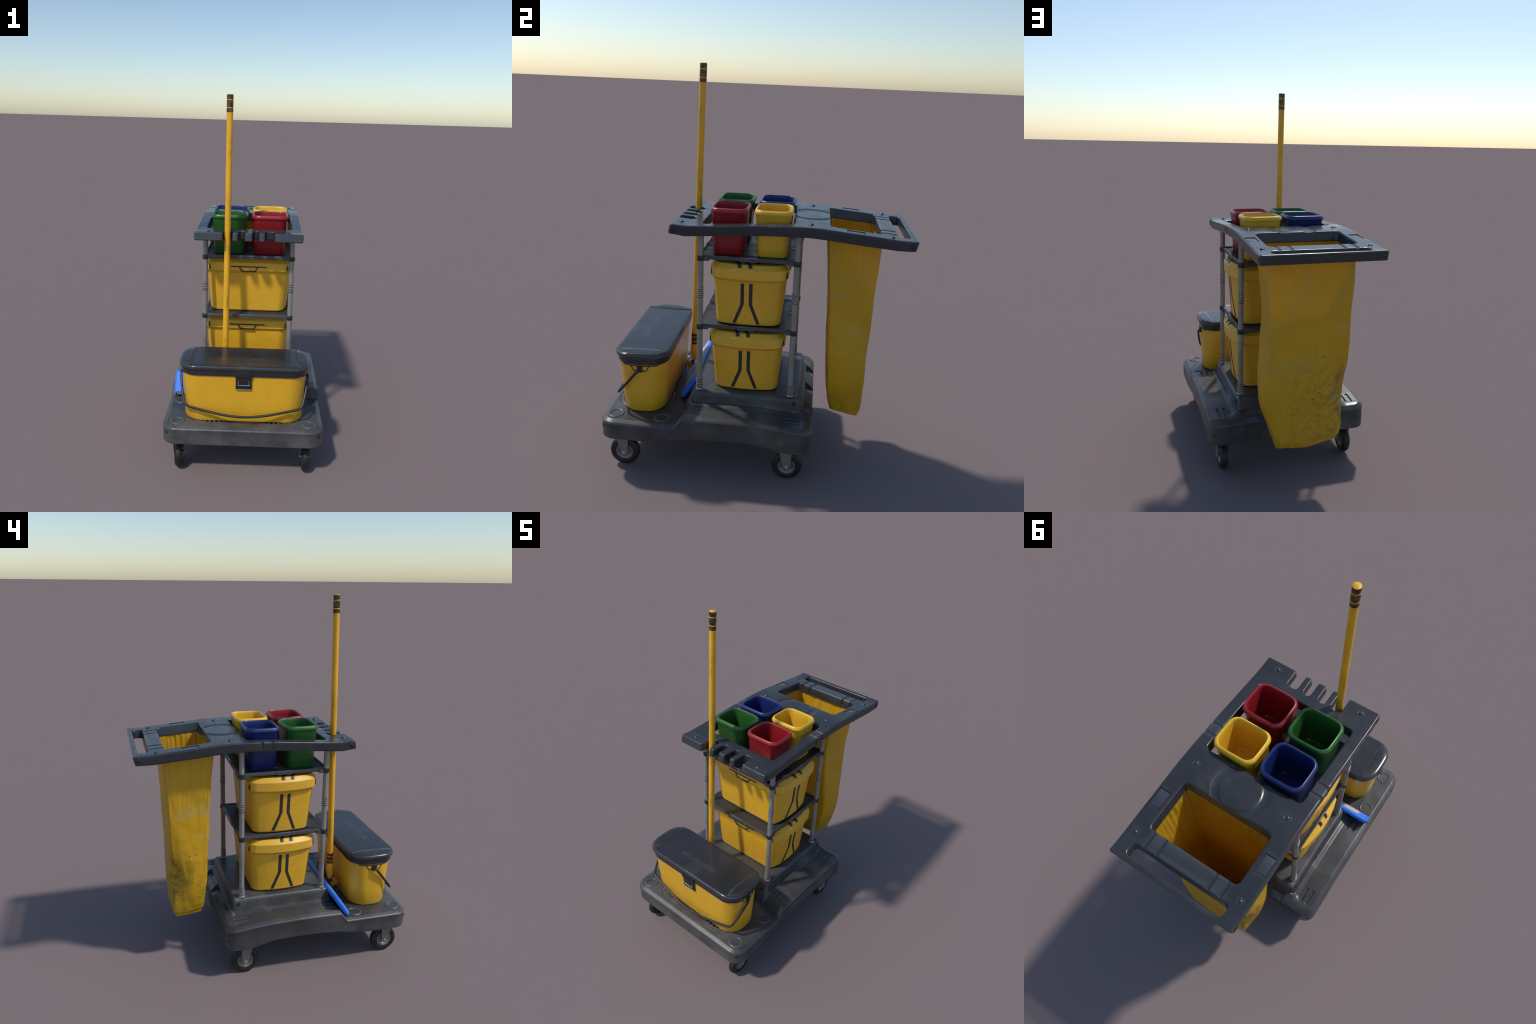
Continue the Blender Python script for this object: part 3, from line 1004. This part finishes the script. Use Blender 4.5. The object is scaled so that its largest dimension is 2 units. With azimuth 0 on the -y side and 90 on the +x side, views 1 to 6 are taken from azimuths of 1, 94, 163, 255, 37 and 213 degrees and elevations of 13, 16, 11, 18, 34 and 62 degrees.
def vent_mesh(sx):
    """Three slanted slots across the lid edge."""
    bm = bmesh.new()
    for k in range(3):
        y1 = (-0.040, 0.012, 0.046)[k]
        x1 = (0.246, 0.252, 0.225)[k]
        d = Vector((-0.79, -0.61, 0))
        for (p, q, z0, z1) in ((Vector((x1, y1, 0)), Vector((x1, y1, 0)) + d * 0.10, 0.3225, 0.3225),):
            nrm = Vector((-d.y, d.x, 0)) * 0.0065
            vs = []
            for pt in (p, q):
                for s in (-1, 1):
                    for dz in (0.0010, -0.004):
                        vs.append(bm.verts.new((sx * (pt + nrm * s).x, (pt + nrm * s).y, z0 + dz)))
            for q4 in ((0, 2, 6, 4), (1, 5, 7, 3), (0, 1, 3, 2), (4, 6, 7, 5), (0, 4, 5, 1), (2, 3, 7, 6)):
                bm.faces.new([vs[i] for i in q4])
        if k == 2:
            continue
        # the slot breaking out through the chamfer
        vs = []
        for (yy, zz, off) in ((y1 - 0.014, 0.324, 0.002), (y1 + 0.006, 0.324, 0.002), (y1 + 0.008, 0.311, 0.0012), (y1 - 0.010, 0.311, 0.0012)):
            xo = bin_side_x(yy, min(zz, 0.3215)) + off * 0.6
            vs += [bm.verts.new((sx * xo, yy, zz)), bm.verts.new((sx * (xo - 0.02), yy, zz - 0.004))]
        for q4 in ((0, 2, 4, 6), (1, 7, 5, 3), (0, 1, 3, 2), (2, 3, 5, 4), (4, 5, 7, 6), (6, 7, 1, 0)):
            bm.faces.new([vs[i] for i in q4])
    return bm_mesh("lid_vent", bm, M["ink"], 30)


vent_me = {sx: vent_mesh(sx) for sx in (1, -1)}
for z in (0.4068, 0.7600):
    b = empty("storage_bin", (0, -0.0368, z), "yellow lidded storage bin with dark side stripes", "storage bin")
    weighted(put("bin_body", bin_me, b))
    for key, me in stripe.items():
        put("side_stripe", me, b, (0, 0, 0))
    for sx in (1, -1):
        put("lid_vent", vent_me[sx], b)
        put("folded_handle", hmark_me, b, (0, -sx * 0.1920, 0), (0, 0, 0))
        for sy in (1, -1):
            for zz, kx, ky, lean in ((0.019, 0.1988, 0.1515, 0.075), (0.259, 0.2278, 0.1838, 0.0)):
                ang = math.atan2(-sx * 0.62, sy * 0.78)
                m = put("corner_mark", keyhole_me, b, (sx * kx, sy * ky, zz + 0.006), (-lean, 0, ang), (1.3, 1.0, 1.2))
                put("corner_stud", stud_me, m, (0, 0.0008, 0.001), (-H, 0, 0))

# ------------------------------------------------------------------ small square buckets
# (half width, height, corner radius, depth / width)
CP = [(0.078, 0.0, 0.022, 0.84), (0.085, 0.0015, 0.026, 0.845), (0.0875, 0.008, 0.028, 0.845), (0.0990, 0.206, 0.034, 0.865), (0.1000, 0.2085, 0.034, 0.865), (0.1045, 0.2095, 0.038, 0.876), (0.1058, 0.214, 0.040, 0.877), (0.1050, 0.220, 0.040, 0.876),
      (0.1015, 0.2265, 0.038, 0.874), (0.0970, 0.2305, 0.036, 0.872), (0.0935, 0.2310, 0.034, 0.870), (0.0905, 0.228, 0.033, 0.868), (0.0890, 0.221, 0.032, 0.866), (0.0870, 0.190, 0.031, 0.862), (0.078, 0.014, 0.026, 0.845), (0.070, 0.006, 0.022, 0.84)]
cup_loops = [[(x, y, z) for x, y in rrect(h * 0.974, h * k * 0.974, r, 7, h * 0.030, h * 0.030, seg=10)] for h, z, r, k in CP]
cv, cf = loft(cup_loops)
for colour, c, (x, y) in CUPS:
    b = empty("small_bucket", (x, y, 1.1112), f"small {colour} square plastic bucket with rolled rim", "bucket")
    me = mesh_from("bucket_shell", cv, cf, cup_material(colour + "_plastic", c), 38)
    put("bucket_shell", me, b)

# ------------------------------------------------------------------ lidded pail on the deck
PC = Vector((0, -0.5525, 0.2862))
pail = empty("lidded_pail", PC, "yellow pail with dark hinged lid and wire handle", "pail")


def stadium(hx, hy, end):
    """Straight long sides, gently bowed ends reaching `end` in x, generous corners."""
    return rrect(end - 0.014, hy, 0.078, 10, 0.014, seg=10)


def pail_end_x(y, z):
    """x of the pail's end wall at depth y and height z."""
    lp = stadium(0, float(np.interp(z, [0.2, 0.284], [0.120, 0.125])), float(np.interp(z, [0.2, 0.284], [0.329, 0.333])))
    e = sorted((p[1], p[0]) for p in lp if p[0] > 0.2)
    return float(np.interp(y, [q[0] for q in e], [q[1] for q in e]))


pl = []
for z, hx, hy, e in ((0.0, 0.254, 0.101, 0.310), (0.003, 0.260, 0.1065, 0.317), (0.010, 0.263, 0.109, 0.321), (0.10, 0.267, 0.114, 0.3245), (0.20, 0.272, 0.120, 0.329), (0.284, 0.277, 0.125, 0.333)):
    pl.append([(x, y, z) for x, y in stadium(hx, hy, e)])
put("pail_body", mesh_from("pail_body", *loft(pl), M["pail"], 40), pail)
ll = []
for z, hx, hy, e in ((0.270, 0.274, 0.122, 0.330), (0.270, 0.281, 0.1290, 0.336), (0.274, 0.282, 0.1300, 0.3375), (0.302, 0.285, 0.1335, 0.341), (0.304, 0.290, 0.1365, 0.346), (0.308, 0.2915, 0.138, 0.348), (0.316, 0.292, 0.1385, 0.349),
                     (0.322, 0.291, 0.1375, 0.3475), (0.3265, 0.288, 0.1335, 0.343), (0.329, 0.283, 0.1285, 0.336), (0.3298, 0.274, 0.120, 0.324), (0.330, 0.16, 0.07, 0.20)):
    ll.append([(x, y, z) for x, y in stadium(hx, hy, e)])
lid = weighted(put("pail_lid", mesh_from("pail_lid", *loft(ll), M["lid"], 40), pail))
# raised end caps of the lid and the worn seam that separates them
for sx in (1, -1):
    cap = []
    inner = [(0.276, 0.088), (0.276, -0.078)]
    outl = sorted([(x, y) for x, y in stadium(0.285, 0.130, 0.342) if x > 0.279], key=lambda p: p[1])
    outl = [(0.290, -0.124)] + [p for p in outl if abs(p[1]) < 0.121] + [(0.296, 0.123)]
    poly = inner + outl
    cxm, cym = 0.305, 0.0
    lv = []
    for s, z in ((1.0, 0.3265), (1.0, 0.3308), (0.93, 0.3325), (0.55, 0.3332)):
        lv.append([(sx * (cxm + (x - cxm) * s), cym + (y - cym) * s, z) for x, y in poly])
    put("lid_end_cap", mesh_from("lid_end_cap", *loft(lv), M["lid"], 40), lid)
    path = [(sx * 0.287, -0.1285, 0.3275), (sx * 0.286, -0.122, 0.3300), (sx * 0.275, -0.080, 0.3306), (sx * 0.2765, 0.095, 0.3306), (sx * 0.292, 0.118, 0.3300), (sx * 0.292, 0.1255, 0.3285)]
    put("lid_seam", tube("lid_seam", path, 0.0017, M["seam"], 6), lid)

latch = put("latch", bevel_box("latch", 0.084, 0.010, 0.082, M["dark"], 0.002), pail, (0, -0.1265, 0.238), (0.06, 0, 0))
put("latch_hinge", bevel_box("latch_hinge", 0.094, 0.012, 0.034, M["dark"], 0.002), latch, (0, -0.002, 0.048), (-0.1, 0, 0))
pull = smooth_path([(-0.028, -0.0055, 0.010), (-0.028, -0.0075, -0.008), (-0.026, -0.0075, -0.014), (0.026, -0.0075, -0.014), (0.028, -0.0075, -0.008), (0.028, -0.0055, 0.010)], 5)
put("latch_pull", tube("latch_pull", pull, 0.0017, M["zinc"], 8), latch)
put("latch_foot", bevel_box("latch_foot", 0.080, 0.003, 0.0035, M["zinc"], 0.0006), latch, (0, -0.0045, -0.0385))

# wire handle hanging forward, its pivots and the moulded ear marks
for sx in (1, -1):
    put("handle_pivot", bevel_box("handle_pivot", 0.018, 0.026, 0.032, M["wire"], 0.003), pail, (sx * 0.333, 0.0, 0.248))
    pts = [(y, 0.2635) for y in np.linspace(-0.088, 0.088, 15)]
    put("ear_line", tube("ear_line", [(sx * (pail_end_x(y, z) + 0.0002), y, z) for y, z in pts], 0.0026, M["dark"], 6), pail)
    for sy in (1, -1):
        pts = [(0.046 * sy, 0.262), (0.040 * sy, 0.252), (0.032 * sy, 0.237), (0.022 * sy, 0.2360), (0.012 * sy, 0.236)]
        put("ear_line", tube("ear_line", [(sx * (pail_end_x(y, z) + 0.0002), y, z) for y, z in pts], 0.0026, M["dark"], 6), pail)
ctrl = []
for sx in (-1, 1):
    side = [Vector((sx * 0.332, -0.003, 0.243)), Vector((sx * 0.343, -0.006, 0.240)), Vector((sx * 0.344, -0.020, 0.226)), Vector((sx * 0.334, -0.062, 0.172)), Vector((sx * 0.322, -0.098, 0.126)), Vector((sx * 0.311, -0.1165, 0.102)), Vector((sx * 0.285, -0.126, 0.090)), Vector((sx * 0.20, -0.138, 0.074)), Vector((sx * 0.10, -0.150, 0.059))]
    ctrl += side if sx < 0 else side[::-1]
mid = len(ctrl) // 2
ctrl = ctrl[:mid] + [Vector((0, -0.155, 0.053))] + ctrl[mid:]
put("wire_handle", tube("wire_handle", smooth_path(ctrl, 6), 0.0066, M["wire"], 12), pail)

# ------------------------------------------------------------------ flat mop
P0, P1 = Vector((-0.117, -0.3365, 1.9995)), Vector((-0.119, -0.373, 0.481))
mop = empty("flat_mop", (-0.12, -0.375, 0.30), "flat mop with long yellow pole and blue head", "mop")
MO = Vector((-0.12, -0.375, 0.30))


def along(t):
    return P0.lerp(P1, t) - MO


Lp = (P1 - P0).length
body_path = [along(t) for t in np.linspace(0.0, 1.0, 40)]
put("mop_pole", tube("mop_pole", body_path, 0.0170, M["pole"], 20), mop)


def bands(t_edges, r):
    for a, b in t_edges:
        pts = [along(a / Lp), along(a / Lp + 1e-4), along(b / Lp - 1e-4), along(b / Lp)]
        put("pole_band", tube("pole_band", pts, [r - 0.001, r, r, r - 0.001], M["band"], 20), mop)


bands([(0.003, 0.026), (0.031, 0.067), (0.073, 0.092)], 0.0180)
bands([(Lp - 0.064, Lp - 0.047), (Lp - 0.043, Lp - 0.019), (Lp - 0.015, Lp)], 0.0180)
for t in (0.0285, 0.070, Lp - 0.045, Lp - 0.017):
    a, b = along((t - 0.0025) / Lp), along((t + 0.0025) / Lp)
    put("pole_ring", tube("pole_ring", [a, a.lerp(b, 0.3), a.lerp(b, 0.7), b], [0.0172, 0.0188, 0.0188, 0.0172], M["pole"], 20), mop)
cap = along(0)
put("pole_cap", mesh_from("pole_cap", *lathe([(0.0168, -0.004), (0.0178, -0.001), (0.0165, 0.0003), (0.0001, 0.0005)], 20), M["pole"], 60), mop, cap)
bulb = [P1 - MO, P1.lerp(Vector((-0.120, -0.3735, 0.437)), 0.5) - MO, Vector((-0.120, -0.3735, 0.437)) - MO, Vector((-0.120, -0.374, 0.410)) - MO, Vector((-0.121, -0.3745, 0.386)) - MO, Vector((-0.121, -0.3745, 0.379)) - MO]
put("pole_grip", tube("pole_grip", bulb, [0.0172, 0.0205, 0.0213, 0.0180, 0.0128, 0.009], M["pole"], 20), mop)
put("pole_joint", tube("pole_joint", [Vector((-0.121, -0.3745, 0.384)) - MO, Vector((-0.122, -0.385, 0.362)) - MO, Vector((-0.122, -0.380, 0.345)) - MO], 0.0075, M["dark"], 12), mop)
put("pole_joint_block", bevel_box("pole_joint_block", 0.030, 0.042, 0.030, M["orange"], 0.002), mop, Vector((-0.122, -0.402, 0.351)) - MO, (math.radians(-30), 0, 0))
# head leaning back on the platform edge; local y points out of its face
tilt = math.radians(-34)
up = Vector((0, math.sin(-tilt), math.cos(-tilt)))
out = Vector((0, -math.cos(-tilt), math.sin(-tilt)))
base = Vector((-0.122, -0.3880, 0.3090))
HW, HH, HT = 0.2905, 0.132, 0.028


def head_mesh():
    loops = []
    for (ins, y) in ((0.010, 0.0), (0.0, -0.008), (0.0, -0.016), (0.010, -HT)):
        loops.append([(x, y, z) for x, z in ((-HW + ins, ins * 0.7), (HW - ins, ins * 0.7), (HW - ins, HH - ins), (-HW + ins, HH - ins))])
    v, f = loft(loops)
    return mesh_from("mop_head", v, f, M["blue_mop"], 20)


Rm = Matrix(((-1, 0, 0), (0, out.y, up.y), (0, out.z, up.z)))
head = put("mop_head", head_mesh(), mop, base - MO, Rm.to_euler())
pad_rows = []
bm = bmesh.new()
NR = 16
for i in range(NR):
    z0 = 0.012 + (HH - 0.026) * i / NR
    h = (HH - 0.026) / NR
    bmesh.ops.create_cube(bm, size=1, matrix=Matrix.Translation((0, 0.0, z0 + h / 2)) @ Matrix.Diagonal((2 * (HW - 0.022), 0.003, h * 0.86, 1)))
bmesh.ops.bevel(bm, geom=bm.edges[:], offset=0.0008, segments=1, affect="EDGES")
put("mop_pad", bm_mesh("mop_pad", bm, M["pad"], 30), head)
put("dark_lower_strip", bevel_box("dark_lower_strip", 2 * HW - 0.03, 0.014, 0.014, M["dark"], 0.002), head, (0, -0.012, -0.004))
